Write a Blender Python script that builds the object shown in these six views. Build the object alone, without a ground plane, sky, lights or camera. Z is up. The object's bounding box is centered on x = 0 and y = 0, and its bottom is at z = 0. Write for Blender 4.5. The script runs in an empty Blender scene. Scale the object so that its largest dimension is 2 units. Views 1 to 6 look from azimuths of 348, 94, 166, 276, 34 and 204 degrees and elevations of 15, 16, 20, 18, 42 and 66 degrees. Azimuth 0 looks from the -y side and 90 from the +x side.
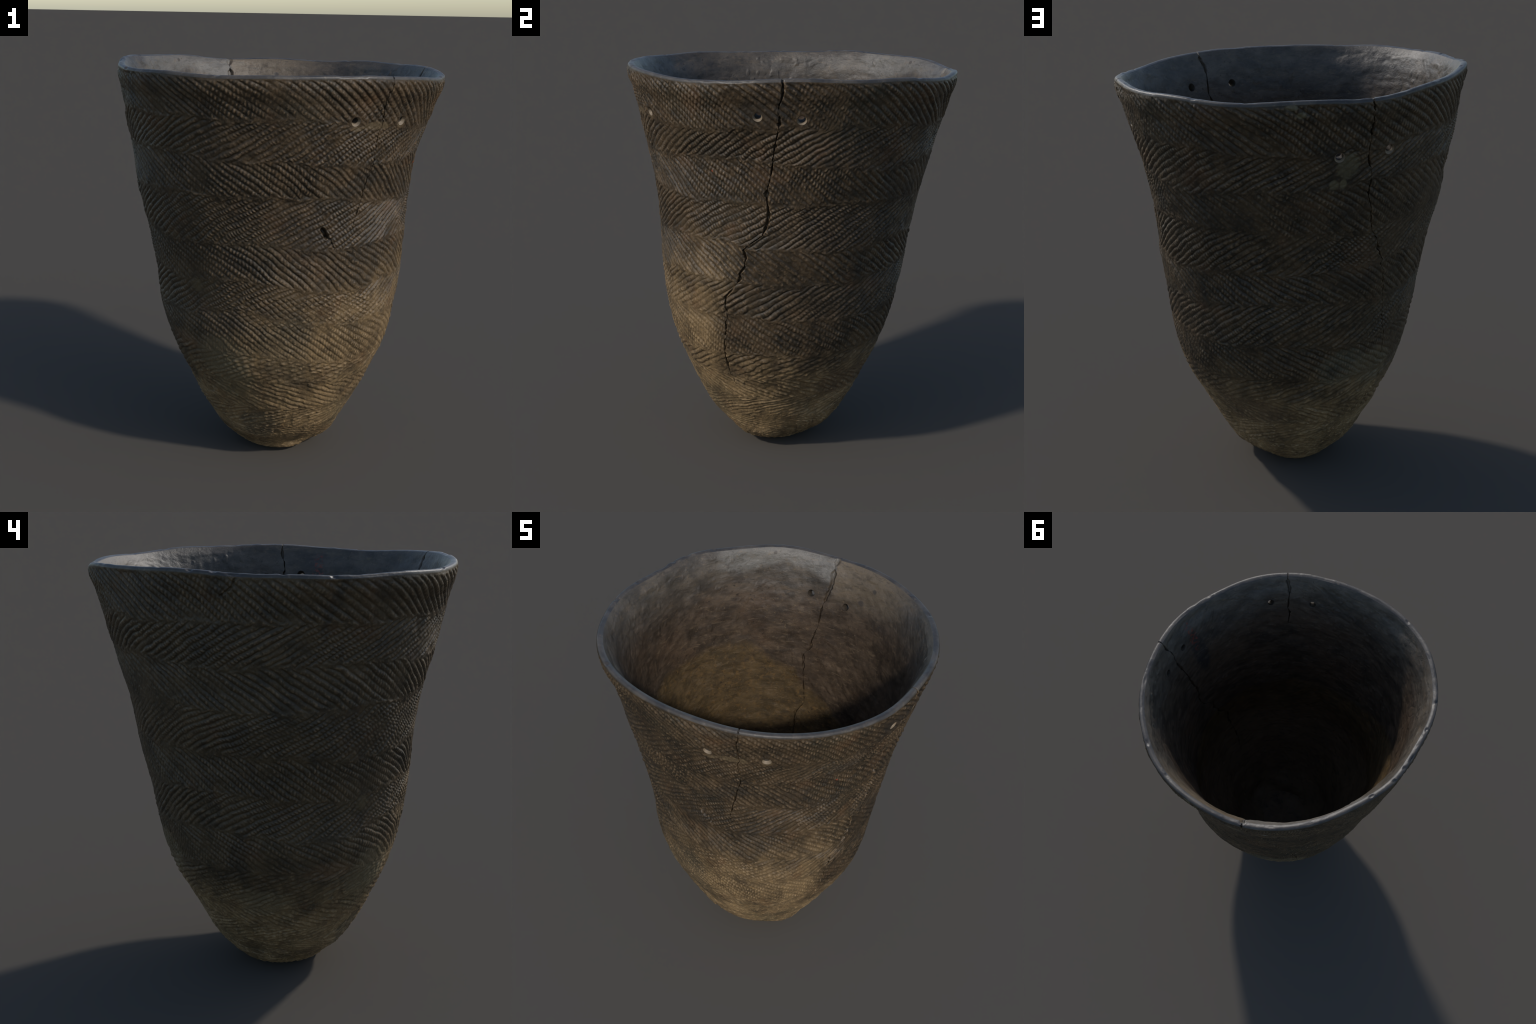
"""Cord-marked clay cooking pot: pointed-round base, flaring mouth, herringbone rows of
cord impressions, old cracks with drilled repair holes beside them."""
import bpy
import math
import numpy as np
from mathutils import Vector

# ------------------------------------------------------------------ form
AXIS_X, AXIS_Y = 0.010, -0.015          # the axis the sections are measured from
LIP = 0.0145                            # half thickness of the lip
WALL = 0.056                            # wall thickness

# Cross-sections: (t, [mean radius, cos1, sin1, cos2, sin2, ...]) at height 2 t^2
SECTIONS = [
    (0.000, [0.0002, 0, 0, 0, 0, 0, 0, 0, 0]),
    (0.040, [0.1200, 0.0060, -0.0110, -0.0020, 0.0010, 0, 0.0020, 0.0010, 0.0005]),
    (0.100, [0.1845, 0.0107, -0.0191, -0.0044, 0.0022, -0.0001, 0.0050, 0.0020, 0.0014]),
    (0.200, [0.2605, 0.0096, -0.0101, 0.0067, -0.0058, -0.0001, -0.0101, 0.0039, -0.0114]),
    (0.290, [0.3355, 0.0069, -0.0204, -0.0061, 0.0019, -0.0013, -0.0009, -0.0052, -0.0019]),
    (0.370, [0.3945, 0.0043, -0.0229, -0.0050, -0.0025, -0.0038, -0.0029, 0.0031, -0.0057]),
    (0.450, [0.4608, 0.0073, -0.0212, -0.0028, 0.0002, -0.0013, -0.0011, 0.0015, -0.0026]),
    (0.530, [0.5367, 0.0073, -0.0203, 0.0012, 0.0054, 0.0011, -0.0016, -0.0033, 0.0020]),
    (0.610, [0.5885, 0.0040, -0.0197, 0.0029, 0.0085, -0.0055, -0.0052, -0.0034, 0.0014]),
    (0.690, [0.6176, 0.0022, -0.0138, -0.0002, 0.0063, -0.0071, -0.0047, 0, -0.0023]),
    (0.760, [0.6446, -0.0093, -0.0061, 0.0014, 0.0061, -0.0012, -0.0049, -0.0005, 0.0015]),
    (0.830, [0.6808, -0.0244, 0.0029, 0.0044, 0.0140, -0.0033, -0.0029, -0.0027, 0.0015]),
    (0.890, [0.7233, -0.0245, 0.0096, -0.0054, 0.0177, 0.0010, 0.0017, -0.0039, 0.0014]),
    (0.945, [0.7710, -0.0147, 0.0067, -0.0078, 0.0174, 0.0018, -0.0052, -0.0039, 0.0007]),
    (1.000, [0.8230, -0.0067, -0.0016, -0.0088, 0.0190, 0.0048, -0.0156, -0.0060, -0.0001]),
]
RIM_RADIUS = [0.7969, -0.0130, 0.0015, -0.0083, 0.0195, 0.0035, -0.0109, -0.0052, 0.0012, 0.0012, 0.0010, 0.0009, -0.0026,
              0.0011, -0.0005, -0.0021, -0.0005, 0.0004, -0.0008, -0.0018, -0.0001, 0.0005, -0.0010, -0.0005, 0.0002]
RIM_HEIGHT = [1.9564, -0.0155, 0.0049, 0.0026, -0.0020, 0.0013, 0.0086, 0.0004, 0.0020, 0.0030, 0.0004, 0.0004, -0.0002,
              0.0001, 0.0001, 0.0006, -0.0018, 0.0015, 0.0001, 0.0002, 0.0014, -0.0006, -0.0004, -0.0004, 0.0008]
# Broad dents and swellings of the wall: (angle, height, half angle, half height, metres)
DENTS = [(128, 1.58, 24, 0.13, -0.015), (55, 1.68, 30, 0.16, -0.011), (-10, 1.76, 16, 0.10, 0.004),
         (-120, 0.76, 14, 0.10, 0.005), (-155, 0.62, 14, 0.12, 0.004), (-148, 0.80, 10, 0.06, 0.006), (-150, 0.36, 16, 0.08, 0.006),
         (30, 0.025, 30, 0.035, -0.022), (14, 0.20, 28, 0.10, 0.010), (-165, 0.10, 40, 0.08, 0.007), (-62, 0.27, 14, 0.09, 0.006), (-75, 0.06, 50, 0.08, 0.005), (170, 1.72, 18, 0.12, 0.006), (150, 1.45, 14, 0.08, 0.005)]

# Swells and hollows of the inside only: (angle, height, half angle, half height, metres into the pot)
INNER_SWELLS = [(150, 1.35, 18, 0.25, 0.013), (-165, 1.20, 11, 0.11, 0.012), (-26, 1.15, 13, 0.30, 0.013),
                (-50, 1.10, 13, 0.13, 0.011), (-100, 1.00, 12, 0.12, 0.008), (-125, 1.42, 10, 0.10, -0.013),
                (-140, 1.20, 13, 0.25, -0.012), (42, 0.80, 14, 0.20, -0.016), (90, 0.55, 40, 0.25, -0.008)]

# Heights of the lines where one cord-marked band meets the next (Fourier in the angle)
BANDS = [
    [1.7664, -0.0297, -0.0008, 0.0019, -0.0024, -0.0003, 0.0073, -0.0026, 0.0045, 0.0005, -0.0004],
    [1.5969, -0.0214, 0.0017, 0.0042, -0.0077, 0.0103, -0.0037, -0.0022, -0.0010, -0.0020, -0.0050],
    [1.4120, -0.0186, -0.0114, 0.0040, 0.0019, 0.0004, 0.0088, -0.0058, -0.0034, 0.0023, -0.0023],
    [1.2025, -0.0187, -0.0033, -0.0028, -0.0096, 0.0001, -0.0117, -0.0009, -0.0075, -0.0026, 0.0002],
    [1.0177, -0.0135, 0.0113, -0.0074, -0.0022, -0.0042, 0.0006, -0.0012, -0.0111, -0.0028, 0.0058],
    [0.8382, -0.0186, -0.0083, 0.0005, 0.0025, 0.0067, 0.0055, -0.0003, -0.0148, -0.0046, 0.0068],
    [0.6445, -0.0248, 0.0095, 0.0084, 0.0106],
    [0.4900, 0.0200, -0.0100, -0.0080, 0.0140],
    [0.3500, 0.0100, 0.0120],
    [0.2250, -0.0080, 0.0100],
    [0.1200, 0.0100, 0.0],
    [0.0060, 0.0, 0.0],
]

# Cracks that run down from the rim: (height, angle in degrees)
CRACK_A = [(2.10, 1.3), (1.917, 1.6), (1.884, 1.4), (1.862, 0.4), (1.828, 0.2), (1.806, 0.8), (1.772, 0.46),
           (1.732, 0.05), (1.680, -0.8), (1.627, -1.5), (1.555, -2.2), (1.483, -3.5), (1.453, -4.2),
           (1.399, -3.9), (1.363, -3.2), (1.308, -3.9), (1.249, -5.7), (1.200, -11.3), (1.172, -13.8),
           (1.130, -13.0), (1.085, -13.6), (1.051, -15.6), (1.026, -15.4), (0.984, -18.1), (0.925, -22.5),
           (0.885, -22.7), (0.827, -22.0), (0.791, -23.2), (0.743, -23.4), (0.698, -24.8), (0.631, -25.4),
           (0.594, -25.7), (0.532, -25.6), (0.478, -24.8), (0.43, -23.5)]
CRACK_B = [(2.10, 98.8), (1.956, 98.8), (1.922, 99.3), (1.870, 99.7), (1.790, 99.9), (1.763, 99.6), (1.708, 100.0),
           (1.673, 101.2), (1.616, 101.9), (1.541, 102.0), (1.503, 103.5), (1.435, 104.7), (1.373, 105.9),
           (1.325, 108.9), (1.293, 109.6), (1.253, 111.1), (1.217, 112.9), (1.201, 112.1), (1.164, 114.2),
           (1.052, 116.9), (0.986, 118.6), (0.916, 119.8), (0.864, 121.3), (0.803, 123.4), (0.740, 124.0),
           (0.66, 124.6)]
CRACK_C = [(2.10, -66.1), (1.951, -66.2), (1.916, -66.3), (1.872, -67.2), (1.788, -66.7), (1.754, -66.4),
           (1.709, -67.4), (1.632, -66.6), (1.573, -66.5), (1.516, -67.9), (1.480, -68.5), (1.433, -69.3),
           (1.398, -70.0), (1.333, -71.0), (1.298, -71.9), (1.21, -72.6)]
CRACK_B_INSIDE = [(2.10, 98.8), (1.956, 98.8), (1.917, 99.4), (1.81, 99.3), (1.740, 100.9), (1.679, 101.9),
                  (1.58, 102.3), (1.487, 104.2), (1.441, 104.3), (1.395, 107.4), (1.269, 106.1), (1.099, 103.6),
                  (1.075, 104.8), (1.022, 108.5), (0.92, 108.1), (0.3, 109.0)]
CRACK_REFERENCE = [-66.2, 1.2, 98.8]
OUTER_CRACKS = [CRACK_C, CRACK_A, CRACK_B]
INNER_CRACKS = [CRACK_C, CRACK_A, CRACK_B_INSIDE]
OUTER_ENDS = [1.27, 0.42, 0.68]
INNER_ENDS = [1.62, 0.45, 0.40]

# Drilled repair holes: outer (angle, height), inner (angle, height)
HOLES = [((-77.8, 1.774), (-78.5, 1.785)), ((-56.8, 1.766), (-58.1, 1.787)),
         ((-6.7, 1.796), (-6.7, 1.798)), ((7.9, 1.789), (7.9, 1.792)),
         ((90.4, 1.727), (90.9, 1.722)), ((106.8, 1.740), (107.8, 1.746))]
HOLE_OUT, HOLE_WAIST, HOLE_IN = 0.0220, 0.0145, 0.0200


def smooth(a, b, x):
    t = np.clip((x - a) / (b - a), 0.0, 1.0)
    return t * t * (3 - 2 * t)


def fourier(c, th):
    out = np.full_like(th, c[0])
    for n in range(1, (len(c) - 1) // 2 + 1):
        if c[2 * n - 1]:
            out = out + c[2 * n - 1] * np.cos(n * th)
        if c[2 * n]:
            out = out + c[2 * n] * np.sin(n * th)
    return out


def _hash(ix, iy, iz, seed):
    h = (ix.astype(np.uint32) * np.uint32(374761393) + iy.astype(np.uint32) * np.uint32(668265263)
         + iz.astype(np.uint32) * np.uint32(2246822519) + np.uint32(seed * 974711 + 12345))
    h ^= h >> np.uint32(15)
    h *= np.uint32(2246822519)
    h ^= h >> np.uint32(13)
    h *= np.uint32(3266489917)
    h ^= h >> np.uint32(16)
    return h.astype(np.float32) / np.float32(4294967295.0)


def noise(P, scale, seed=0, octaves=1):
    """value noise in space, about -1..1"""
    total, amp, norm = 0.0, 1.0, 0.0
    for o in range(octaves):
        q = (P * (scale * 2 ** o) + 57.3 + 13.7 * o).astype(np.float32)
        i = np.floor(q).astype(np.int32)
        f = q - i
        f = f * f * f * (f * (f * 6 - 15) + 10)
        x, y, z = i[..., 0], i[..., 1], i[..., 2]
        fx, fy, fz = f[..., 0], f[..., 1], f[..., 2]
        v = 0
        for dz, wz in ((0, 1 - fz), (1, fz)):
            for dy, wy in ((0, 1 - fy), (1, fy)):
                a = _hash(x, y + dy, z + dz, seed + o)
                b = _hash(x + 1, y + dy, z + dz, seed + o)
                v = v + (a + (b - a) * fx) * (wy * wz)
        total = total + amp * (v * 2 - 1)
        norm += amp
        amp *= 0.5
    return total / norm * 1.5


def rnd(row, k, seed):
    r = row.astype(np.int64) + 1000
    return _hash(r, np.full_like(r, k), np.zeros_like(r), seed)


# Catmull-like smooth interpolation of the section table
_T = np.array([s[0] for s in SECTIONS])
_C = np.array([s[1] for s in SECTIONS])


def _slopes():
    d = np.zeros_like(_C)
    h = np.diff(_T)
    m = np.diff(_C, axis=0) / h[:, None]
    d[0], d[-1] = m[0], m[-1]
    for i in range(1, len(_T) - 1):
        w = h[i] / (h[i - 1] + h[i])
        d[i] = w * m[i - 1] + (1 - w) * m[i]
    return d


_D = _slopes()


def section_radius(th, z):
    t = np.sqrt(np.clip(z, 0, 2) / 2)
    k = np.clip(np.searchsorted(_T, t, side="right") - 1, 0, len(_T) - 2)
    h = _T[k + 1] - _T[k]
    s = (t - _T[k]) / h
    h00, h10, h01, h11 = 2 * s ** 3 - 3 * s ** 2 + 1, s ** 3 - 2 * s ** 2 + s, -2 * s ** 3 + 3 * s ** 2, s ** 3 - s ** 2
    out = 0.0
    for j in range(_C.shape[1]):
        c = h00 * _C[k, j] + h10 * h * _D[k, j] + h01 * _C[k + 1, j] + h11 * h * _D[k + 1, j]
        n = (j + 1) // 2
        out = out + c * (1.0 if j == 0 else (np.cos(n * th) if j % 2 else np.sin(n * th)))
    return out


RIM_MEAN = RIM_HEIGHT[0]


def wall_point(th, t):
    """undecorated outer wall, t from 0 (foot) to 1 (lip)"""
    zt = fourier(RIM_HEIGHT, th)
    z = RIM_MEAN * t * t
    z = z + (zt - RIM_MEAN) * smooth(0.70, 1.0, t)
    r = section_radius(th, z)
    for deg, zc, wa, wz, amount in DENTS:
        d = (np.mod(th - math.radians(deg) + math.pi, 2 * math.pi) - math.pi) / math.radians(wa)
        r = r + amount * np.exp(-d * d - ((z - zc) / wz) ** 2)
    w = smooth(0.11, 0.0, zt - z)
    r = r * (1 - w) + (fourier(RIM_RADIUS, th) + LIP) * w
    return r, z


def grid_normals(P, wrap=True):
    dv = np.empty_like(P)
    dv[1:-1] = P[2:] - P[:-2]
    dv[0], dv[-1] = P[1] - P[0], P[-1] - P[-2]
    du = np.roll(P, -1, 1) - np.roll(P, 1, 1)
    n = np.cross(du, dv)
    return n / np.maximum(np.linalg.norm(n, axis=-1, keepdims=True), 1e-12)


# ------------------------------------------------------------------ columns that follow the cracks
def columns(count):
    step = 2 * math.pi / count
    base = np.arange(count) * step - math.pi
    refs = np.radians(CRACK_REFERENCE)
    keep = np.ones(count, bool)
    extra = []
    off = np.array([-6.0, -4.4, -3.2, -2.3, -1.5, -0.8, 0, 0.8, 1.5, 2.3, 3.2, 4.4, 6.0]) / 1000 / 0.75
    for r in refs:
        keep &= np.abs(base - r) > 0.0078 + step * 0.45
        extra.append(r + off)
    return np.sort(np.concatenate([base[keep]] + extra)), refs


def bend_columns(cols, refs, z_rows, cracks, jag):
    """angle of each column at each row height, so that columns run along the cracks"""
    paths = []
    for i, c in enumerate(cracks):
        c = sorted(c)
        zz = np.array([a for a, _ in c])
        aa = np.radians([b for _, b in c])
        p = np.interp(z_rows, zz, aa)
        q = np.stack([z_rows, np.full_like(z_rows, 3.1 * i), np.zeros_like(z_rows)], -1)
        paths.append(p + jag * (noise(q, 55, 5 + i) * 0.6 + noise(q, 140, 9 + i) * 0.4))
    paths = np.stack(paths, -1)
    off = paths - refs
    nodes = np.concatenate([[refs[-1] - 2 * math.pi], refs, [refs[0] + 2 * math.pi]])
    vals = np.concatenate([off[:, -1:], off, off[:, :1]], 1)
    k = np.clip(np.searchsorted(nodes, cols, side="right") - 1, 0, len(nodes) - 2)
    f = (cols - nodes[k]) / (nodes[k + 1] - nodes[k])
    f = f * f * (3 - 2 * f)
    return cols[None] + vals[:, k] * (1 - f) + vals[:, k + 1] * f


def crack_depth(cols, refs, R, z, ends, seed, depth, width):
    """how far the surface drops into the cracks"""
    out = np.zeros_like(R)
    for i, r in enumerate(refs):
        d = np.abs(cols - r)[None] * R
        near = np.abs(cols - r) < 0.02
        zz = z[:, near]
        q = np.stack([zz, np.full_like(zz, i * 7.7), np.zeros_like(zz)], -1)
        w = (width + (0.0016 * smooth(1.70, 1.85, zz) if seed == 83 and i == 2 else 0)) * (0.90 + 0.75 * noise(q, 24, seed + i) + 0.55 * noise(q, 70, seed + 20 + i))
        w = w * ((1.0 - 0.15 * smooth(1.8, 1.6, zz)), 1.30, (1.35 - 0.45 * smooth(1.35, 1.15, zz)))[i]
        w = w * (1.0 + 0.35 * smooth(1.75, 1.95, zz))
        w = w * (1 + 0.9 * smooth(0.55, 1.0, noise(q, 31, seed + 40 + i)))
        if i == 0:                                         # hairline that comes and goes
            w = w * (0.72 + 0.28 * smooth(-0.35, 0.1, noise(q, 17, seed + 60)))
        live = smooth(ends[i], ends[i] + 0.10, zz)
        w = np.maximum(w, 0.0006) * (0.35 + 0.65 * live)
        prof = 1 - smooth(0.35, 1.25, d[:, near] / w)
        out[:, near] = np.maximum(out[:, near], depth * prof * smooth(ends[i], ends[i] + 0.02, zz))
    return out


# ------------------------------------------------------------------ cord impressions
def cord_rows(x, y, n, R, sgn, k, angle, P, bead_pitch, seed):
    """rows of twisted cord: x = angle, y = height above the middle of the band"""
    ca, sa = math.cos(angle), math.sin(angle)
    pitch = 2 * math.pi * R * sa / n
    arc = x * R
    q = x * n / (2 * math.pi) + sgn * y * ca / pitch
    q = q + 0.42 * noise(P, 2.6, seed + 1) + 0.035 * noise(P, 17.0, seed + 2)
    q = q + 0.10 * sgn * (y / 0.09) ** 2          # rows bow a little
    row = np.floor(q)
    f = q - row
    rr = np.mod(row, n)
    skew = 0.5 + 0.14 * (rnd(rr, k, seed + 3) - 0.5)
    f = np.where(f < skew, 0.5 * f / skew, 0.5 + 0.5 * (f - skew) / (1 - skew))
    ridge = np.clip(1 - np.abs(2 * f - 1) ** 2.0, 0, 1)
    along = (arc * ca - sgn * y * sa) / bead_pitch + 7 * rnd(rr, k, seed + 4) + 0.55 * sgn * (f - 0.5)
    along = along + 0.25 * noise(P, 18.0, seed + 5)
    bead = 0.5 + 0.5 * np.cos(2 * math.pi * along)
    amount = np.clip(0.30 + 0.26 * noise(P, 4.2, seed + 6), 0.12, 0.62)
    height = ridge * (1 - amount * (1 - bead) ** 1.2) * (0.66 + 0.46 * rnd(rr, k, seed + 7)) * (1 - 0.5 * smooth(0.45, 0.95, noise(P, 11.0, seed + 8)))
    return height, rr


def relief(th, z, R, P):
    """height of the cord decoration, metres"""
    zt = fourier(RIM_HEIGHT, th)
    wob = 0.010 * noise(P, 3.7, 30) + 0.009 * noise(P, 9.0, 31) + 0.006 * noise(P, 26.0, 32)
    H = np.zeros_like(z)
    chaos = smooth(0.05, 0.75, 0.8 * noise(P, 3.2, 40) + 1.15 * np.exp(-((np.mod(th + 1.75 + math.pi, 2 * math.pi) - math.pi) / 0.75) ** 2)
                   * smooth(1.00, 0.93, z) * smooth(0.78, 0.86, z) - 0.66)
    tops = [zt + 0.001] + [fourier(b, th) for b in BANDS]
    fine = noise(P, 60.0, 44, 2)
    for k in range(len(BANDS)):
        hi = tops[k] + (wob if k else wob * 0.3)
        lo = tops[k + 1] + wob
        sel = np.nonzero((z <= hi) & (z > lo))
        if not len(sel[0]):
            continue
        a, zz, Ps, hh, ll = th[sel], z[sel], P[sel], hi[sel], lo[sel]
        mid = 0.5 * (hh + ll) - wob[sel] * 0.5
        Rm = float(R[sel].mean())
        span = float((hh - ll).mean())
        # the wall leans outward low down: use the slant height there
        low = k >= 7
        stretch = [1, 1, 1, 1, 1, 1.02, 1.08, 1.2, 1.4, 1.6, 2.0, 2.8][k]
        sgn = 1 if k % 2 == 0 else -1
        angle = math.radians([37, 32, 38, 32, 37, 33, 36, 30, 34, 28, 20, 10][k])
        pitch = [0.0275, 0.0255, 0.0270, 0.0250, 0.0270, 0.0265, 0.0285, 0.0285, 0.0300, 0.0290, 0.0265, 0.0220][k]
        n = int(round(2 * math.pi * Rm * math.sin(angle) / pitch))
        y = (zz - mid) * stretch
        h, rr = cord_rows(a, y, n, Rm, sgn, k, angle, Ps, (0.0180 if k % 2 == 0 else 0.0160) if k < 7 else 0.034, 100 + 11 * k)
        if k >= 7:                                         # short broken strokes towards the foot
            h = h * (1 - 0.7 * smooth(0.3, 0.85, noise(Ps, 22.0, 300 + k))) + 0.12 * noise(Ps, 38.0, 320 + k)
        n2 = int(round(2 * math.pi * Rm * math.sin(angle) / (pitch * 0.8)))
        h2, _ = cord_rows(a, y, n2, Rm, -sgn, k, angle, Ps, 0.016, 400 + 11 * k)
        c = chaos[sel]
        h = h * (1 - 0.75 * c) + c * (0.62 * np.minimum(h, h2) + 0.30 * h2 + 0.12)
        # ragged ends of the rows at both edges of the band
        v = (zz - ll) / np.maximum(hh - ll, 1e-4)
        e0 = 0.04 + 0.11 * rnd(rr, k, 61)
        e1 = 0.04 + 0.11 * rnd(rr, k, 62)
        env = smooth(0, 1, np.clip(v / e0, 0, 1)) * smooth(0, 1, np.clip((1 - v) / e1, 0, 1))
        flat = 0.60 + 0.22 * fine[sel]
        if k == 0:
            flat = np.where(v > 0.8, 0.68, flat)
        h = h * env + flat * (1 - env)
        amp = [1.0, 1.0, 1.0, 1.0, 1.0, 1.0, 0.95, 0.90, 0.90, 0.88, 0.85, 0.8][k]
        H[sel] = (h - (0.58 if k < 7 else 0.50)) * amp
    foot = z <= tops[-1] + wob
    H[foot] = 0.10 * fine[foot] - 0.1
    # plain lip zone
    H = np.where(z > tops[0] + wob * 0.3, 0.0 + 0.02 * fine, H)
    worn = 1 - 0.42 * smooth(0.1, 0.9, noise(P, 2.6, 50)) - 0.25 * smooth(0.25, 0.9, noise(P, 7.5, 51))
    worn = worn * (1 - 0.18 * np.exp(-((np.mod(th + 1.6 + math.pi, 2 * math.pi) - math.pi) / 0.8) ** 2) * smooth(1.0, 0.8, z))
    # smeared bare spots
    for deg, zc, ra, rz in ((-139.7, 0.985, 0.035, 0.045), (-154.9, 0.835, 0.05, 0.03), (92.5, 1.655, 0.06, 0.05),
                            (-67.5, 1.755, 0.05, 0.016), (-86, 1.745, 0.09, 0.012), (7.9, 1.765, 0.04, 0.012)):
        d = (np.mod(th - math.radians(deg) + math.pi, 2 * math.pi) - math.pi) * R
        g = np.exp(-((d / ra) ** 2 + ((z - zc) / rz) ** 2))
        worn = worn * (1 - 0.85 * g)
    H = H * worn * RELIEF
    H = H + 0.0011 * noise(P, 42.0, 55, 2) + 0.0007 * noise(P, 110.0, 52, 2) + 0.0022 * noise(P, 7.0, 54)
    return H


RELIEF = 0.0087


def polyline_groove(th, z, R, pts, width, depth):
    out = np.zeros_like(z)
    for (a0, z0), (a1, z1) in zip(pts[:-1], pts[1:]):
        near = (np.abs(z - 0.5 * (z0 + z1)) < abs(z1 - z0) / 2 + 0.05) & (np.abs(th - math.radians(0.5 * (a0 + a1))) < 0.25)
        s = np.nonzero(near)
        px = (th[s] - math.radians(a0)) * R[s]
        py = z[s] - z0
        dx = math.radians(a1 - a0) * R[s]
        dy = z1 - z0
        t = np.clip((px * dx + py * dy) / (dx * dx + dy * dy), 0, 1)
        d = np.hypot(px - t * dx, py - t * dy)
        out[s] = np.maximum(out[s], depth * (1 - smooth(0.2, 1.0, d / width)))
    return out


def arc_rows(count, density=1.0):
    """row parameters spaced evenly along the profile"""
    t = np.linspace(0.012, 1, 4000)
    r, z = wall_point(np.full_like(t, 0.7), t)
    s = np.concatenate([[0], np.cumsum(np.hypot(np.diff(r), np.diff(z)))])
    return np.interp(np.linspace(0, s[-1], count), s, t)


# ------------------------------------------------------------------ build the surfaces
def build_surface():
    cols, refs = columns(1270)
    n = len(cols)

    def base(rows, cracks, jag):
        zr = RIM_MEAN * rows ** 2
        th = bend_columns(cols, refs, zr, cracks, jag)
        r, z = wall_point(th, np.broadcast_to(rows[:, None], th.shape))
        P = np.stack([AXIS_X + r * np.cos(th), AXIS_Y + r * np.sin(th), z], -1)
        return th, r, z, P, grid_normals(P)

    # outer wall
    rows = arc_rows(660)
    th, r, z, P, N = base(rows, OUTER_CRACKS, 0.0032)
    thw = np.mod(th + math.pi, 2 * math.pi) - math.pi
    H = relief(thw, z, r, P)
    H -= crack_depth(cols, refs, r, z, OUTER_ENDS, 71, 0.017, 0.0024)
    H -= polyline_groove(thw, z, r, [(-85.5, 1.283), (-83.6, 1.247)], 0.014, 0.024)
    H -= polyline_groove(thw, z, r, [(-83.6, 1.247), (-81.7, 1.230), (-80.3, 1.195)], 0.006, 0.007)
    H -= polyline_groove(thw, z, r, [(175.4, 1.985), (174.1, 1.962), (173.1, 1.933), (169.8, 1.898)], 0.0065, 0.006)
    edge = smooth(1.0, 0.9965, rows)[:, None]
    H = H * np.maximum(edge, 0.0) - (1 - edge) * crack_depth(cols, refs, r, z, OUTER_ENDS, 71, 0.010, 0.0026)
    outer = P + N * H[..., None]

    # inner wall
    rows_in = arc_rows(330)
    th2, r2, z2, P2, N2 = base(rows_in, INNER_CRACKS, 0.0032)
    th2w = np.mod(th2 + math.pi, 2 * math.pi) - math.pi
    below = np.maximum(fourier(RIM_HEIGHT, th2) - z2, 0)
    thick = 0.031 + (WALL - 0.031) * (1 - np.exp(-below / 0.024)) + 0.006 * smooth(0.90, 0.70, rows_in)[:, None] - 0.010 * smooth(0.60, 0.2, rows_in)[:, None]
    for deg, zc, wa, wz, amount in INNER_SWELLS:
        d = (np.mod(th2 - math.radians(deg) + math.pi, 2 * math.pi) - math.pi) / math.radians(wa)
        thick = thick + amount * np.exp(-d * d - ((z2 - zc) / wz) ** 2)
    P2[..., 2] += LIP * 0.55 * np.exp(-below / 0.03)      # the inside edge of the lip stands a little higher
    H2 = inner_relief(th2w, z2, r2, P2) - crack_depth(cols, refs, r2, z2, INNER_ENDS, 83, 0.017, 0.0040)
    e2 = smooth(1.0, 0.990, rows_in)[:, None]
    H2 = H2 * e2 - (1 - e2) * crack_depth(cols, refs, r2, z2, INNER_ENDS, 83, 0.010, 0.0034)
    inner = P2 - N2 * (thick + H2 * 1.0)[..., None]

    # lip: rounded, slightly flattened, with nicks
    po, pi_ = P[-1], inner[-1]
    po = outer[-1]
    c = 0.5 * (po + pi_)
    a = 0.5 * (po - pi_)
    up = np.array([0, 0, 1.0])
    out = (po - pi_) / np.linalg.norm(po - pi_, axis=-1, keepdims=True)
    k1 = po + up * LIP * 1.32
    k2 = pi_ + LIP * (up * 0.68 + out * 0.72)
    phi = np.linspace(0, math.pi, 17)[1:-1]
    chips = np.zeros((1, n))
    rng = np.random.default_rng(5)
    chip_list = [(173.5, 0.024, 0.010), (168.0, 0.012, 0.007), (-172.8, 0.012, 0.006), (-160, 0.010, 0.008), (-122, 0.013, 0.007),
                 (150, 0.016, 0.008), (161, 0.014, 0.009), (48, 0.018, 0.006), (20, 0.03, 0.006), (-30, 0.02, 0.004)]
    chip_list += [(rng.uniform(-180, 180), rng.uniform(0.012, 0.035), rng.uniform(0.0015, 0.0035)) for _ in range(9)]
    lip_rows = []
    for f in phi:
        b = f / math.pi
        q = po * (1 - b) ** 3 + k1 * (3 * b * (1 - b) ** 2) + k2 * (3 * b * b * (1 - b)) + pi_ * b ** 3
        dirv = q - c + up * 0.004
        dirv = dirv / np.linalg.norm(dirv, axis=-1, keepdims=True)
        drop = np.zeros(n)
        for j, (deg, w, dep) in enumerate(chip_list):
            d = (np.mod(cols - math.radians(deg) + math.pi, 2 * math.pi) - math.pi) * 0.79
            side = math.exp(-((f - (0.7 + 1.7 * ((j * 0.37) % 1.0))) / 0.9) ** 2)
            drop = np.maximum(drop, dep * np.exp(-np.abs(d / w) ** 2.2) * side)
        drop = drop - 0.0026 * noise(q, 7.0, 90) - 0.0016 * noise(q, 19.0, 91, 2) - 0.0004 * noise(q, 60.0, 92, 2)
        for r0 in refs:
            d = np.abs(cols - r0) * 0.79
            drop = np.maximum(drop, 0.010 * (1 - smooth(0.35, 1.25, d / 0.0030)))
        lip_rows.append(q - dirv * (drop * min(1.0, 3 * math.sin(f)))[:, None])
    lip = np.stack(lip_rows)

    return cols, th, r, z, outer, lip, inner, th2, r2, z2


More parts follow.
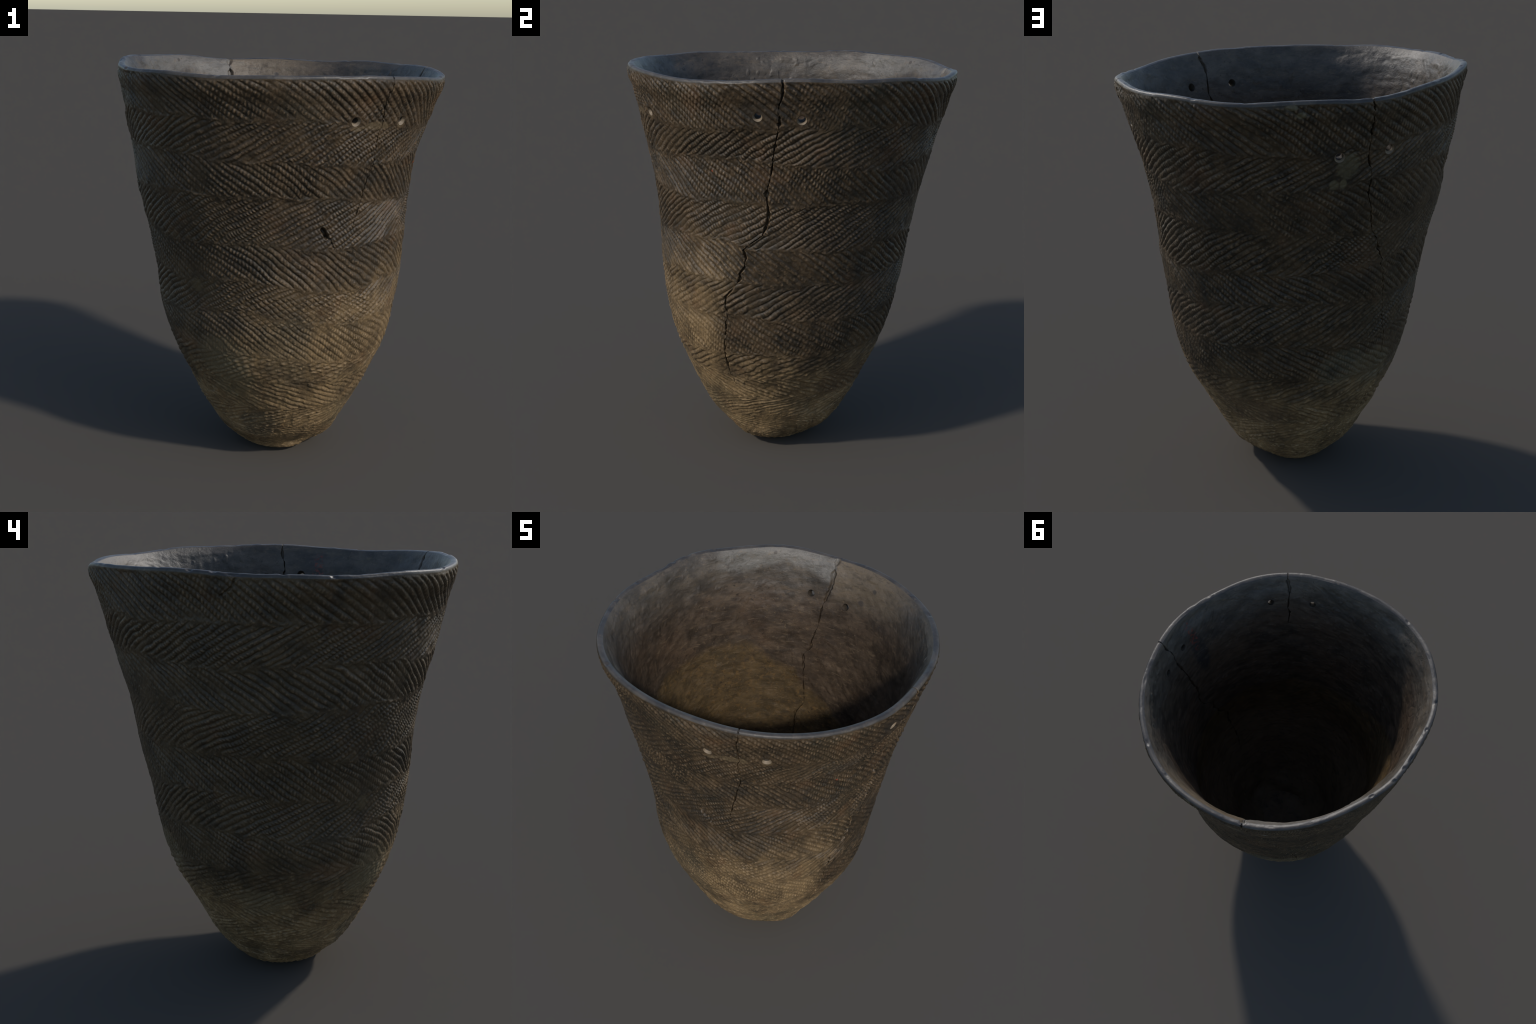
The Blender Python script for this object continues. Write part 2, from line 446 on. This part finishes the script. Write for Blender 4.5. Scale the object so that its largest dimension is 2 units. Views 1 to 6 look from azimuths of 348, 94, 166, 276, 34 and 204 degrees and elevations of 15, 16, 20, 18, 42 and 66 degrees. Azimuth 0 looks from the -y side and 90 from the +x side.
def inner_relief(th, z, R, P):
    """scraped inside: shallow horizontal striations, pits, a few raised ridges; + is into the clay"""
    q = np.stack([th * 0.75 * 1.6, z * 9 + 1.2 * noise(P, 2.0, 201), np.zeros_like(z)], -1)
    s = noise(q, 5.0, 203, 3) * 0.0014 + noise(P, 30.0, 205, 2) * 0.0008 + noise(P, 6.0, 207) * 0.003
    pits = smooth(0.80, 1.1, noise(P, 34.0, 211)) * 0.0025 * smooth(-0.1, 0.5, noise(P, 2.2, 212))
    q2 = np.stack([th * 0.75, z * 2.6 + 0.5 * noise(P, 3.0, 221), np.zeros_like(z)], -1)
    smear = smooth(0.05, 0.0, np.abs(noise(q2, 3.4, 222))) * smooth(0.1, 0.6, noise(P, 3.1, 223)) * smooth(0.9, 1.2, z)
    s = s - 0.0016 * smear + 0.0030 * noise(P, 13.0, 226, 3)
    return (s + pits).astype(float)


def punch(P, quads_alive, th, z, R, centre, radius):
    """cut a round hole in a grid: faces inside vanish, border vertices move onto the circle"""
    a0, z0 = math.radians(centre[0]), centre[1]
    d = np.mod(th - a0 + math.pi, 2 * math.pi) - math.pi
    x = d * R
    sel = (np.abs(x) < radius * 3) & (np.abs(z - z0) < radius * 3)
    rows = np.nonzero(sel.any(1))[0]
    colsi = np.nonzero(sel.any(0))[0]
    r0, r1, c0, c1 = rows[0], rows[-1], colsi[0], colsi[-1]
    sub = P[r0:r1 + 1, c0:c1 + 1]
    i, j = np.unravel_index(np.argmin(np.hypot(x, z - z0)[r0:r1 + 1, c0:c1 + 1]), sub.shape[:2])
    ctr = sub[i, j].copy()
    du = sub[i, j + 1] - sub[i, j - 1]
    dv = sub[i + 1, j] - sub[i - 1, j]
    # a calm local frame: radial direction out
    nrm = np.array([math.cos(a0), math.sin(a0), -0.28])
    nrm /= np.linalg.norm(nrm)
    ex = np.array([-math.sin(a0), math.cos(a0), 0.0])
    ey = np.cross(nrm, ex)
    # use exact centre
    rel = sub - ctr
    wgt = np.exp(-(np.hypot(rel @ ex, rel @ ey) / radius) ** 2)
    level = float((wgt * (rel @ nrm)).sum() / wgt.sum())
    ctr = ctr + nrm * level
    rel = sub - ctr
    px, py, pz = rel @ ex, rel @ ey, rel @ nrm
    rad = np.hypot(px, py)
    inside = rad < radius
    r_new = np.where(inside, radius, rad)
    # only vertices that border a surviving face matter
    k = np.where(inside, radius / np.maximum(rad, 1e-6), 1.0)
    blend = np.exp(-np.maximum(rad - radius, 0) / 0.008)
    pz2 = pz * (1 - blend)
    new = ctr + ex * (px * k)[..., None] + ey * (py * k)[..., None] + nrm * pz2[..., None]
    P[r0:r1 + 1, c0:c1 + 1] = new
    full = inside[:-1, :-1] & inside[1:, :-1] & inside[:-1, 1:] & inside[1:, 1:]
    quads_alive[r0:r1, c0:c1] &= ~full
    return ctr, nrm, ex, ey


# ------------------------------------------------------------------ materials
class Nodes:
    """small helper to write node trees as expressions"""

    def __init__(self, name):
        self.mat = bpy.data.materials.new(name)
        self.mat.use_nodes = True
        self.t = self.mat.node_tree
        self.bsdf = self.t.nodes["Principled BSDF"]
        self.pos = self.t.nodes.new("ShaderNodeTexCoord").outputs["Object"]
        s = self.new("ShaderNodeSeparateXYZ")
        self.link(self.pos, s.inputs[0])
        self.x, self.y, self.z = s.outputs
        dx, dy = self.m("SUBTRACT", self.x, AXIS_X), self.m("SUBTRACT", self.y, AXIS_Y)
        self.angle = self.m("MULTIPLY", self.m("ARCTAN2", dy, dx), 180 / math.pi)

    def new(self, kind):
        return self.t.nodes.new(kind)

    def link(self, a, b):
        self.t.links.new(a, b)

    def put(self, value, socket):
        if isinstance(value, bpy.types.NodeSocket):
            self.link(value, socket)
        else:
            socket.default_value = value

    def m(self, op, a, b=0.0, c=None, clamp=False):
        n = self.new("ShaderNodeMath")
        n.operation = op
        n.use_clamp = clamp
        self.put(a, n.inputs[0])
        self.put(b, n.inputs[1])
        if c is not None:
            self.put(c, n.inputs[2])
        return n.outputs[0]

    def step(self, v, a, b):
        n = self.new("ShaderNodeMapRange")
        n.interpolation_type = "SMOOTHSTEP"
        self.put(v, n.inputs["Value"])
        lo, hi, o0, o1 = (a, b, 0.0, 1.0) if a < b else (b, a, 1.0, 0.0)
        n.inputs["From Min"].default_value, n.inputs["From Max"].default_value = lo, hi
        n.inputs["To Min"].default_value, n.inputs["To Max"].default_value = o0, o1
        return n.outputs["Result"]

    def noise(self, scale, detail=3.0, rough=0.55, stretch=None, offset=0.0, distort=0.0):
        n = self.new("ShaderNodeTexNoise")
        mp = self.new("ShaderNodeMapping")
        mp.inputs["Location"].default_value = (offset, offset * 0.7, offset * 1.3)
        if stretch:
            mp.inputs["Scale"].default_value = stretch
        self.link(self.pos, mp.inputs["Vector"])
        self.link(mp.outputs[0], n.inputs["Vector"])
        n.inputs["Scale"].default_value = scale
        n.inputs["Detail"].default_value = detail
        n.inputs["Roughness"].default_value = rough
        n.inputs["Distortion"].default_value = distort
        return n.outputs["Fac"]

    def mix(self, f, a, b):
        n = self.new("ShaderNodeMix")
        n.data_type = "RGBA"
        self.put(f, n.inputs["Factor"])
        for v, s in ((a, n.inputs["A"]), (b, n.inputs["B"])):
            self.put(v if isinstance(v, bpy.types.NodeSocket) else (*v, 1.0), s)
        return n.outputs["Result"]

    def curve(self, v, pts, x0, x1, y0, y1):
        """piecewise curve of a value, given real-unit points"""
        n = self.new("ShaderNodeFloatCurve")
        cm = n.mapping.curves[0]
        u = [((a - x0) / (x1 - x0), (b - y0) / (y1 - y0)) for a, b in sorted(pts)]
        cm.points[0].location, cm.points[1].location = u[0], u[-1]
        for q in u[1:-1]:
            cm.points.new(*q)
        for q in cm.points:
            q.handle_type = "VECTOR"
        n.mapping.update()
        self.put(self.m("DIVIDE", self.m("SUBTRACT", v, x0), x1 - x0), n.inputs["Value"])
        return self.m("ADD", self.m("MULTIPLY", n.outputs[0], y1 - y0), y0)

    def blob(self, deg, z, half_deg, half_z):
        """soft round mask about a spot given by angle and height"""
        d = self.m("SUBTRACT", self.angle, deg)
        d = self.m("WRAP", d, 180.0, -180.0)
        a = self.m("DIVIDE", d, half_deg)
        b = self.m("DIVIDE", self.m("SUBTRACT", self.z, z), half_z)
        return self.m("ADD", self.m("MULTIPLY", a, a), self.m("MULTIPLY", b, b))

    def near(self, deg, z, half_deg, half_z, rag=0.0, ragged=None):
        q = self.blob(deg, z, half_deg, half_z)
        if ragged is not None:
            q = self.m("ADD", q, self.m("MULTIPLY", self.m("SUBTRACT", ragged, 0.5), rag))
        return self.step(q, 1.3, 0.5)

    def finish(self, colour, rough, bump=None, strength=0.3, distance=0.004, spec=0.5):
        self.put(colour, self.bsdf.inputs["Base Color"])
        self.put(rough, self.bsdf.inputs["Roughness"])
        self.put(spec, self.bsdf.inputs["Specular IOR Level"])
        if bump is not None:
            b = self.new("ShaderNodeBump")
            b.inputs["Strength"].default_value = strength
            b.inputs["Distance"].default_value = distance
            self.link(bump, b.inputs["Height"])
            self.link(b.outputs[0], self.bsdf.inputs["Normal"])
        return self.mat


def clay_outside():
    n = Nodes("cord_marked_clay")
    big = n.noise(2.6, 4, 0.6, offset=3.0)
    mid = n.noise(9.0, 5, 0.62, offset=7.0)
    fine = n.noise(42.0, 4, 0.6, offset=1.0)
    grain = n.noise(150.0, 3, 0.6, offset=5.0)
    dark = n.mix(n.step(mid, 0.33, 0.66), (0.022, 0.0165, 0.010), (0.066, 0.043, 0.0225))
    dark = n.mix(n.m("MULTIPLY", n.step(fine, 0.50, 0.72), 0.65), dark, (0.105, 0.066, 0.033))
    dark = n.mix(n.m("MULTIPLY", n.step(big, 0.50, 0.70), 0.25), dark, (0.056, 0.048, 0.029))
    tan = n.mix(n.step(mid, 0.32, 0.68), (0.105, 0.070, 0.036), (0.235, 0.156, 0.077))
    tan = n.mix(n.m("MULTIPLY", n.step(fine, 0.48, 0.72), 0.55), tan, (0.280, 0.180, 0.078))
    tan = n.mix(n.m("MULTIPLY", n.step(big, 0.55, 0.72), 0.5), tan, (0.112, 0.090, 0.050))
    back = n.step(n.m("ABSOLUTE", n.m("ADD", n.angle, n.m("MULTIPLY", n.m("SUBTRACT", big, 0.5), 60.0))), 95.0, 150.0)  # clay tinted lighter on the side away from the sun, to lift its shade
    dark = n.mix(n.m("MULTIPLY", back, 0.5), dark, n.mix(mid, (0.034, 0.0255, 0.0155), (0.132, 0.094, 0.052)))
    rag = n.m("MULTIPLY", n.m("SUBTRACT", n.noise(3.4, 5, 0.65, offset=11.0), 0.5), 0.55)
    zr = n.m("ADD", n.z, rag)
    # pale foot all round, its upper edge wandering
    foot = n.step(zr, 0.70, 0.44)
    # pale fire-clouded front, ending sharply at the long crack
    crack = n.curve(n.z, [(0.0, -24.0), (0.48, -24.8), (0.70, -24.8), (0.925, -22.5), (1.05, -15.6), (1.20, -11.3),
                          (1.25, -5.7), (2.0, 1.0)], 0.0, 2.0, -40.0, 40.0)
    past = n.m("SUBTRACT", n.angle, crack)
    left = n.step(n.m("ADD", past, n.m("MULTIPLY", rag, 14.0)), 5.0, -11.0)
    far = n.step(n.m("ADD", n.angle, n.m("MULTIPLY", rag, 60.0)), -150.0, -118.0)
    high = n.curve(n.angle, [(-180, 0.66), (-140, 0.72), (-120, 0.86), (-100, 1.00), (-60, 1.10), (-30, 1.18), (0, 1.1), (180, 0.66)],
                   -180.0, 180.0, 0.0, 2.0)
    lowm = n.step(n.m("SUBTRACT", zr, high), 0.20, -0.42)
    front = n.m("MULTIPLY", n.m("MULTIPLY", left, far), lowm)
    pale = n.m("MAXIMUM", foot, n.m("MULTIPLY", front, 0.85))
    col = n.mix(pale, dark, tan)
    # reddish brown clouds, olive clouds
    red = n.m("MULTIPLY", n.step(n.noise(5.5, 4, 0.6, offset=21.0), 0.56, 0.72), 0.45)
    col = n.mix(red, col, (0.110, 0.056, 0.026))
    col = n.mix(n.m("MULTIPLY", n.near(-128, 0.52, 14, 0.14, 2.4, mid), 0.35), col, (0.082, 0.078, 0.044))
    col = n.mix(n.m("MULTIPLY", n.near(-116, 0.22, 16, 0.09, 2.4, mid), 0.5), col, (0.060, 0.056, 0.040))
    col = n.mix(n.m("MULTIPLY", n.near(-98, 0.70, 13, 0.20, 2.6, mid), 0.35), col, (0.072, 0.060, 0.040))
    col = n.mix(n.m("MULTIPLY", n.near(48, 0.44, 24, 0.09, 1.2, mid), 0.7), col, (0.125, 0.080, 0.044))
    col = n.mix(n.m("MULTIPLY", n.near(100, 0.70, 14, 0.10, 2.6, mid), 0.45), col, (0.130, 0.115, 0.075))
    col = n.mix(n.m("MULTIPLY", n.near(-153, 0.68, 12, 0.05, 1.6, mid), 0.6), col, (0.150, 0.088, 0.046))
    soot = n.m("MULTIPLY", n.step(n.noise(6.5, 5, 0.66, offset=151.0, distort=0.5), 0.50, 0.66), n.m("SUBTRACT", 1.0, n.m("MULTIPLY", pale, 0.30)))
    # crests painted lighter in flecks over darkened clay: groove shading put into colour
    geo = n.new("ShaderNodeNewGeometry")
    crest_lightening = n.m("MULTIPLY", n.step(geo.outputs["Pointiness"], 0.492, 0.538), n.step(n.noise(48.0, 4, 0.65, offset=61.0), 0.40, 0.62))
    col = n.mix(n.m("MULTIPLY", crest_lightening, 0.75), col, n.mix(pale, (0.190, 0.128, 0.074), (0.410, 0.280, 0.150)))
    col = n.mix(n.m("MULTIPLY", soot, 0.55), col, (0.026, 0.022, 0.017))
    for deg, z, w, h in ((-128, 0.62, 15, 0.13), (118, 0.66, 14, 0.10), (178, 0.50, 16, 0.08)):   # rubbed patches low down
        col = n.mix(n.m("MULTIPLY", n.near(deg, z, w, h, 2.2, mid), 0.45), col, (0.190, 0.145, 0.082))
    # pale filler and clay smears by the holes
    speck = n.noise(28.0, 3, 0.6, offset=31.0)
    fill = n.m("MULTIPLY", n.near(93.2, 1.690, 3.6, 0.055, 2.6, speck), 0.45)
    col = n.mix(fill, col, (0.165, 0.138, 0.078))
    for deg, z, w, h in ((89.4, 1.610, 1.7, 0.022), (92.4, 1.612, 1.2, 0.022), (78.9, 1.913, 1.4, 0.013), (76.3, 1.945, 1.6, 0.012)):
        col = n.mix(n.m("MULTIPLY", n.near(deg, z, w, h, 0.9, speck), 0.6), col, (0.170, 0.142, 0.080))
    col = n.mix(n.m("MULTIPLY", n.near(-139.8, 0.986, 3.0, 0.035, 1.6, mid), 0.45), col, (0.130, 0.098, 0.052))
    for deg, z, w, h in ((-68.5, 1.753, 5.5, 0.018), (-77.0, 1.742, 2.3, 0.012), (-57.0, 1.748, 2.0, 0.012)):
        col = n.mix(n.m("MULTIPLY", n.near(deg, z, w, h, 1.8, speck), 0.5), col, (0.180, 0.128, 0.070))
    col = n.mix(n.near(-26.85, 1.531, 0.45, 0.006), col, (0.260, 0.060, 0.030))
    col = n.mix(n.m("MULTIPLY", n.step(grain, 0.35, 0.62), 0.22), col, (0.030, 0.025, 0.019))
    rough = n.m("ADD", 0.34, n.m("MULTIPLY", n.noise(14.0, 3, offset=41.0), 0.22))
    return n.finish(col, rough, n.noise(120.0, 4, 0.65, offset=51.0), 0.45, 0.004, spec=0.27)


def clay_lip():
    n = Nodes("smoked_lip_clay")
    mid = n.noise(11.0, 4, 0.6, offset=2.0)
    col = n.mix(n.step(mid, 0.35, 0.68), (0.040, 0.036, 0.033), (0.082, 0.070, 0.058))
    col = n.mix(n.m("MULTIPLY", n.step(n.noise(48.0, 3, offset=9.0), 0.58, 0.74), 0.5), col, (0.150, 0.118, 0.085))
    rough = n.m("ADD", 0.34, n.m("MULTIPLY", n.noise(16.0, 3, offset=4.0), 0.22))
    return n.finish(col, rough, n.noise(90.0, 4, 0.6, offset=12.0), 0.3, 0.003, spec=0.42)


def clay_inside():
    n = Nodes("scraped_inside_clay")
    big = n.noise(3.0, 4, 0.6, offset=4.0)
    mid = n.noise(8.5, 5, 0.64, stretch=(1, 1, 1.7), offset=8.0)
    fine = n.noise(34.0, 4, 0.62, offset=14.0)
    rag = n.m("MULTIPLY", n.m("SUBTRACT", n.noise(4.2, 5, 0.6, offset=17.0), 0.5), 0.22)
    zr = n.m("ADD", n.z, rag)
    grey = n.mix(n.step(mid, 0.3, 0.7), (0.050, 0.044, 0.036), (0.110, 0.094, 0.074))
    grey = n.mix(n.m("MULTIPLY", n.step(fine, 0.54, 0.76), 0.35), grey, (0.140, 0.110, 0.075))
    brown = n.mix(n.step(mid, 0.32, 0.68), (0.030, 0.021, 0.014), (0.080, 0.055, 0.035))
    brown = n.mix(n.m("MULTIPLY", n.step(big, 0.48, 0.68), 0.6), brown, (0.088, 0.053, 0.030))
    ochre = n.mix(n.step(mid, 0.3, 0.7), (0.050, 0.034, 0.015), (0.098, 0.063, 0.026))
    ochre = n.mix(n.m("MULTIPLY", n.step(fine, 0.50, 0.74), 0.7), ochre, (0.165, 0.093, 0.030))
    edge = n.curve(n.angle, [(-180, 1.44), (-160, 1.40), (-120, 1.15), (-60, 1.10), (0, 1.05), (60, 1.0), (107, 1.26), (111, 1.34),
                             (118, 1.355), (127, 1.407), (140, 1.48), (154, 1.489), (165, 1.479), (180, 1.44)], -180.0, 180.0, 0.0, 2.0)
    over = n.m("ADD", n.m("SUBTRACT", n.z, edge), n.m("MULTIPLY", rag, 0.6))
    col = n.mix(n.m("MULTIPLY", n.step(over, 0.01, -0.06), 0.85), brown, ochre)
    col = n.mix(n.m("MULTIPLY", n.step(n.m("ABSOLUTE", over), 0.020, 0.0), 0.35), col, (0.036, 0.028, 0.020))
    col = n.mix(n.m("MULTIPLY", n.step(zr, 1.66, 1.90), 0.6), col, grey)
    # polished pale grey patch under the back rim with a clear lower edge
    low = n.curve(n.angle, [(-180, 1.95), (157, 1.93), (156, 1.868), (147, 1.878), (136, 1.864), (127, 1.890), (121, 1.918), (112, 1.893), (100, 1.83), (98.6, 1.95), (60, 1.95), (180, 1.95)],
                  -180.0, 180.0, 0.0, 2.0)
    patch = n.m("MULTIPLY", n.step(n.m("SUBTRACT", n.z, low), -0.010, 0.025), n.m("MULTIPLY", n.step(n.angle, 98.4, 99.2), n.step(n.angle, 152.5, 145.0)))
    col = n.mix(n.m("MULTIPLY", patch, 0.65), col, (0.150, 0.138, 0.120))
    # buff sherd to the right of the crack
    buff = n.m("MULTIPLY", n.m("MULTIPLY", n.step(n.angle, 98.8, 98.0), n.step(n.angle, 52.0, 76.0)), n.step(zr, 1.70, 1.84))
    col = n.mix(n.m("MULTIPLY", buff, 0.6), col, (0.150, 0.110, 0.068))
    # dark stain with remains of a red mark
    stain = n.near(-15.0, 1.68, 4.5, 0.17, 1.6, fine)
    col = n.mix(n.m("MULTIPLY", stain, 0.75), col, (0.020, 0.018, 0.017))
    red = n.m("MULTIPLY", n.near(-14.2, 1.82, 2.6, 0.11, 0.8, fine), n.step(n.noise(60.0, 3, offset=71.0), 0.50, 0.62))
    col = n.mix(n.m("MULTIPLY", red, 0.8), col, (0.190, 0.035, 0.020))
    for deg, z, w, h in ((124.5, 1.963, 0.8, 0.009), (79.0, 1.88, 1.0, 0.012), (84.0, 1.79, 1.6, 0.016)):
        col = n.mix(n.near(deg, z, w, h, 0.7, fine), col, (0.060, 0.048, 0.038))
    col = n.mix(n.m("MULTIPLY", n.step(n.noise(130.0, 3, offset=81.0), 0.45, 0.65), 0.25), col, (0.060, 0.048, 0.036))
    floor = n.step(n.m("ADD", n.z, n.m("MULTIPLY", rag, 1.6)), 0.95, 0.65)
    col = n.mix(n.m("MULTIPLY", floor, 0.7), col, n.mix(mid, (0.075, 0.050, 0.030), (0.185, 0.125, 0.075)))
    flecks = n.step(n.noise(75.0, 4, 0.7, offset=111.0, distort=0.6), 0.60, 0.72)
    col = n.mix(n.m("MULTIPLY", flecks, 0.55), col, (0.190, 0.128, 0.062))
    crisp = n.noise(15.0, 7, 0.72, stretch=(1, 1, 2.6), offset=121.0, distort=0.4)
    col = n.mix(n.m("MULTIPLY", n.step(crisp, 0.50, 0.34), 0.5), col, (0.030, 0.022, 0.015))
    col = n.mix(n.m("MULTIPLY", n.step(crisp, 0.53, 0.68), 0.4), col, (0.140, 0.096, 0.058))
    scrape = n.noise(11.0, 7, 0.74, stretch=(1, 1, 3.6), offset=131.0, distort=0.9)
    col = n.mix(n.m("MULTIPLY", n.step(scrape, 0.56, 0.66), 0.38), col, (0.170, 0.122, 0.076))
    col = n.mix(n.m("MULTIPLY", n.step(scrape, 0.44, 0.35), 0.45), col, (0.028, 0.020, 0.013))
    pit = n.m("MULTIPLY", n.step(n.noise(46.0, 3, 0.6, offset=141.0), 0.63, 0.67), n.step(big, 0.45, 0.6))
    col = n.mix(n.m("MULTIPLY", pit, 0.7), col, (0.022, 0.016, 0.011))
    rough = n.m("ADD", n.m("MULTIPLY", n.step(n.z, 1.9, 1.5), 0.16), n.m("ADD", 0.30, n.m("MULTIPLY", n.noise(12.0, 3, offset=91.0), 0.26)))
    return n.finish(col, rough, n.noise(46.0, 6, 0.7, stretch=(1, 1, 1.6), offset=95.0), 0.5, 0.006, spec=n.m("ADD", 0.16, n.m("MULTIPLY", n.step(n.z, 1.60, 1.86), 0.26)))


def clay_bore():
    n = Nodes("shadow_painted_bore_clay")
    col = n.mix(n.noise(60.0, 3, offset=6.0), (0.020, 0.016, 0.012), (0.060, 0.045, 0.030))  # near-black colour bakes in the hole's interior shadow
    return n.finish(col, 0.7, n.noise(160.0, 3), 0.3, 0.002, spec=0.2)


def clay_mouth():
    n = Nodes("drilled_clay")
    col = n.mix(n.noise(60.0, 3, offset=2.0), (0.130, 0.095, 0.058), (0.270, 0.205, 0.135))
    return n.finish(col, 0.62, n.noise(160.0, 3), 0.3, 0.002)


# ------------------------------------------------------------------ meshes
def mesh_object(name, verts, faces, normals, material, parent):
    """faces: (n,4) quads; triangles given as (m,3) in a second array"""
    quads, tris = faces
    me = bpy.data.meshes.new(name)
    used = np.unique(np.concatenate([quads.ravel(), tris.ravel()])).astype(np.int64)
    remap = np.full(len(verts), -1, np.int64)
    remap[used] = np.arange(len(used))
    v, nv = verts[used], normals[used]
    q, t = remap[quads], remap[tris]
    me.vertices.add(len(v))
    me.vertices.foreach_set("co", v.astype(np.float32).ravel())
    loops = np.concatenate([q.ravel(), t.ravel()]).astype(np.int32)
    me.loops.add(len(loops))
    me.loops.foreach_set("vertex_index", loops)
    starts = np.concatenate([np.arange(len(q)) * 4, len(q) * 4 + np.arange(len(t)) * 3]).astype(np.int32)
    me.polygons.add(len(starts))
    me.polygons.foreach_set("loop_start", starts)
    me.update(calc_edges=True)
    me.validate()
    me.polygons.foreach_set("use_smooth", np.ones(len(me.polygons), bool))
    if len(me.vertices) == len(nv):
        me.normals_split_custom_set_from_vertices(nv.astype(np.float32).tolist())
    me.materials.append(material)
    ob = bpy.data.objects.new(name, me)
    bpy.context.scene.collection.objects.link(ob)
    ob.parent = parent
    return ob


def main():
    cols, th, r, z, outer, lip, inner, th2, r2, z2 = build_surface()
    n = len(cols)
    outer_alive = np.ones((outer.shape[0] - 1, n), bool)
    inner_alive = np.ones((inner.shape[0] - 1, n), bool)
    rings = []
    for o, i in HOLES:
        fo = punch(outer, outer_alive, th, z, r, o, HOLE_OUT)
        fi = punch(inner, inner_alive, th2, z2, r2, i, HOLE_IN)
        rings.append((fo, fi))
    # one skin: foot -> outer wall -> lip -> inner wall -> inner foot
    foot = outer[0].mean(0, keepdims=True)
    foot[0, 2] = outer[0, :, 2].min() - 0.0004
    floor = inner[0].mean(0, keepdims=True)
    skin = np.concatenate([outer, lip, inner[::-1]])
    alive = np.concatenate([outer_alive, np.ones((lip.shape[0] + 1, n), bool), inner_alive[::-1]])
    skin[..., 2] -= foot[0, 2]
    floor[0, 2] -= foot[0, 2]
    top = skin[..., 2].max()
    drop = foot[0, 2]
    foot[0, 2] = 0.0
    normals = grid_normals(skin)
    verts = np.concatenate([skin.reshape(-1, 3), foot, floor])
    nrm = np.concatenate([normals.reshape(-1, 3), [[0, 0, -1.0]], [[0, 0, 1.0]]])
    rows = skin.shape[0]
    a = np.arange(rows - 1)[:, None] * n + np.arange(n)[None]
    b = np.arange(rows - 1)[:, None] * n + (np.arange(n)[None] + 1) % n
    quad = np.stack([a, b, b + n, a + n], -1)

    pot = bpy.data.objects.new("clay_pot", None)
    bpy.context.scene.collection.objects.link(pot)
    pot["label"] = "dark brown cord-marked clay pot with rounded pointed base and cracks"
    pot["category"] = "clay pot"

    n_out, n_lip = outer.shape[0], lip.shape[0]
    base_row = int(np.argmin(np.abs(z[:, 0] - 0.30)))
    lip_row = int(np.argmin(np.abs(z[:, 0] - (z[-1, 0] - 0.001))))
    none = np.zeros((0, 3), np.int64)

    def part(name, r0, r1, mat, tris=none):
        q = quad[r0:r1][alive[r0:r1]]
        return mesh_object(name, verts, (q, tris), nrm, mat, pot)

    idx = np.arange(n)
    fan = np.stack([np.full(n, rows * n), (idx + 1) % n, idx], -1)
    last = (rows - 1) * n
    fan_in = np.stack([np.full(n, rows * n + 1), last + idx, last + (idx + 1) % n], -1)
    outside, lipmat, inside = clay_outside(), clay_lip(), clay_inside()
    part("rounded_base", 0, base_row, outside, fan)
    part("outer_wall", base_row, lip_row, outside)
    part("rim_lip", lip_row, n_out + n_lip, lipmat)
    part("inner_wall", n_out + n_lip, rows - 1, inside, fan_in)

    # walls of the drilled holes: waisted tubes from face to face
    fresh, bore = clay_mouth(), clay_bore()
    seg = 40
    rng = np.random.default_rng(12)
    for fo, fi in rings:
        pts, prof = [], []
        (co, no, xo, yo), (ci, ni, xi, yi) = fo, fi
        stations = [(0.0, HOLE_OUT + 0.0004), (0.08, HOLE_OUT * 0.86), (0.20, HOLE_WAIST * 1.04), (0.40, HOLE_WAIST),
                    (0.62, HOLE_WAIST), (0.84, HOLE_WAIST * 1.05), (0.95, HOLE_IN * 0.93), (1.0, HOLE_IN + 0.0004)]
        for f, rad in stations:
            c = co * (1 - f) + ci * f
            ex, ey = xo * (1 - f) + xi * f, yo * (1 - f) + yi * f
            ang = np.arange(seg) * 2 * math.pi / seg
            wob = 1 + (0.05 * np.sin(2 * ang + rng.uniform(0, 6)) + 0.03 * np.sin(5 * ang + rng.uniform(0, 6))) * (4 * f * (1 - f))
            pts.append(c + np.outer(np.cos(ang) * rad * wob, ex) + np.outer(np.sin(ang) * rad * wob, ey))
        ring = np.stack(pts)
        ring[..., 2] -= drop
        v = ring.reshape(-1, 3)
        k = len(stations)
        a = np.arange(k - 1)[:, None] * seg + np.arange(seg)[None]
        b = np.arange(k - 1)[:, None] * seg + (np.arange(seg)[None] + 1) % seg
        q = np.stack([a, a + seg, b + seg, b], -1).reshape(-1, 4)
        ob = mesh_object("drilled_hole", v, (q, none), -grid_normals(ring).reshape(-1, 3), fresh, pot)
        ob.data.materials.append(bore)
        for poly in ob.data.polygons:                      # only the countersunk mouth is pale
            poly.material_index = 1 if poly.index // seg >= 2 else 0


main()
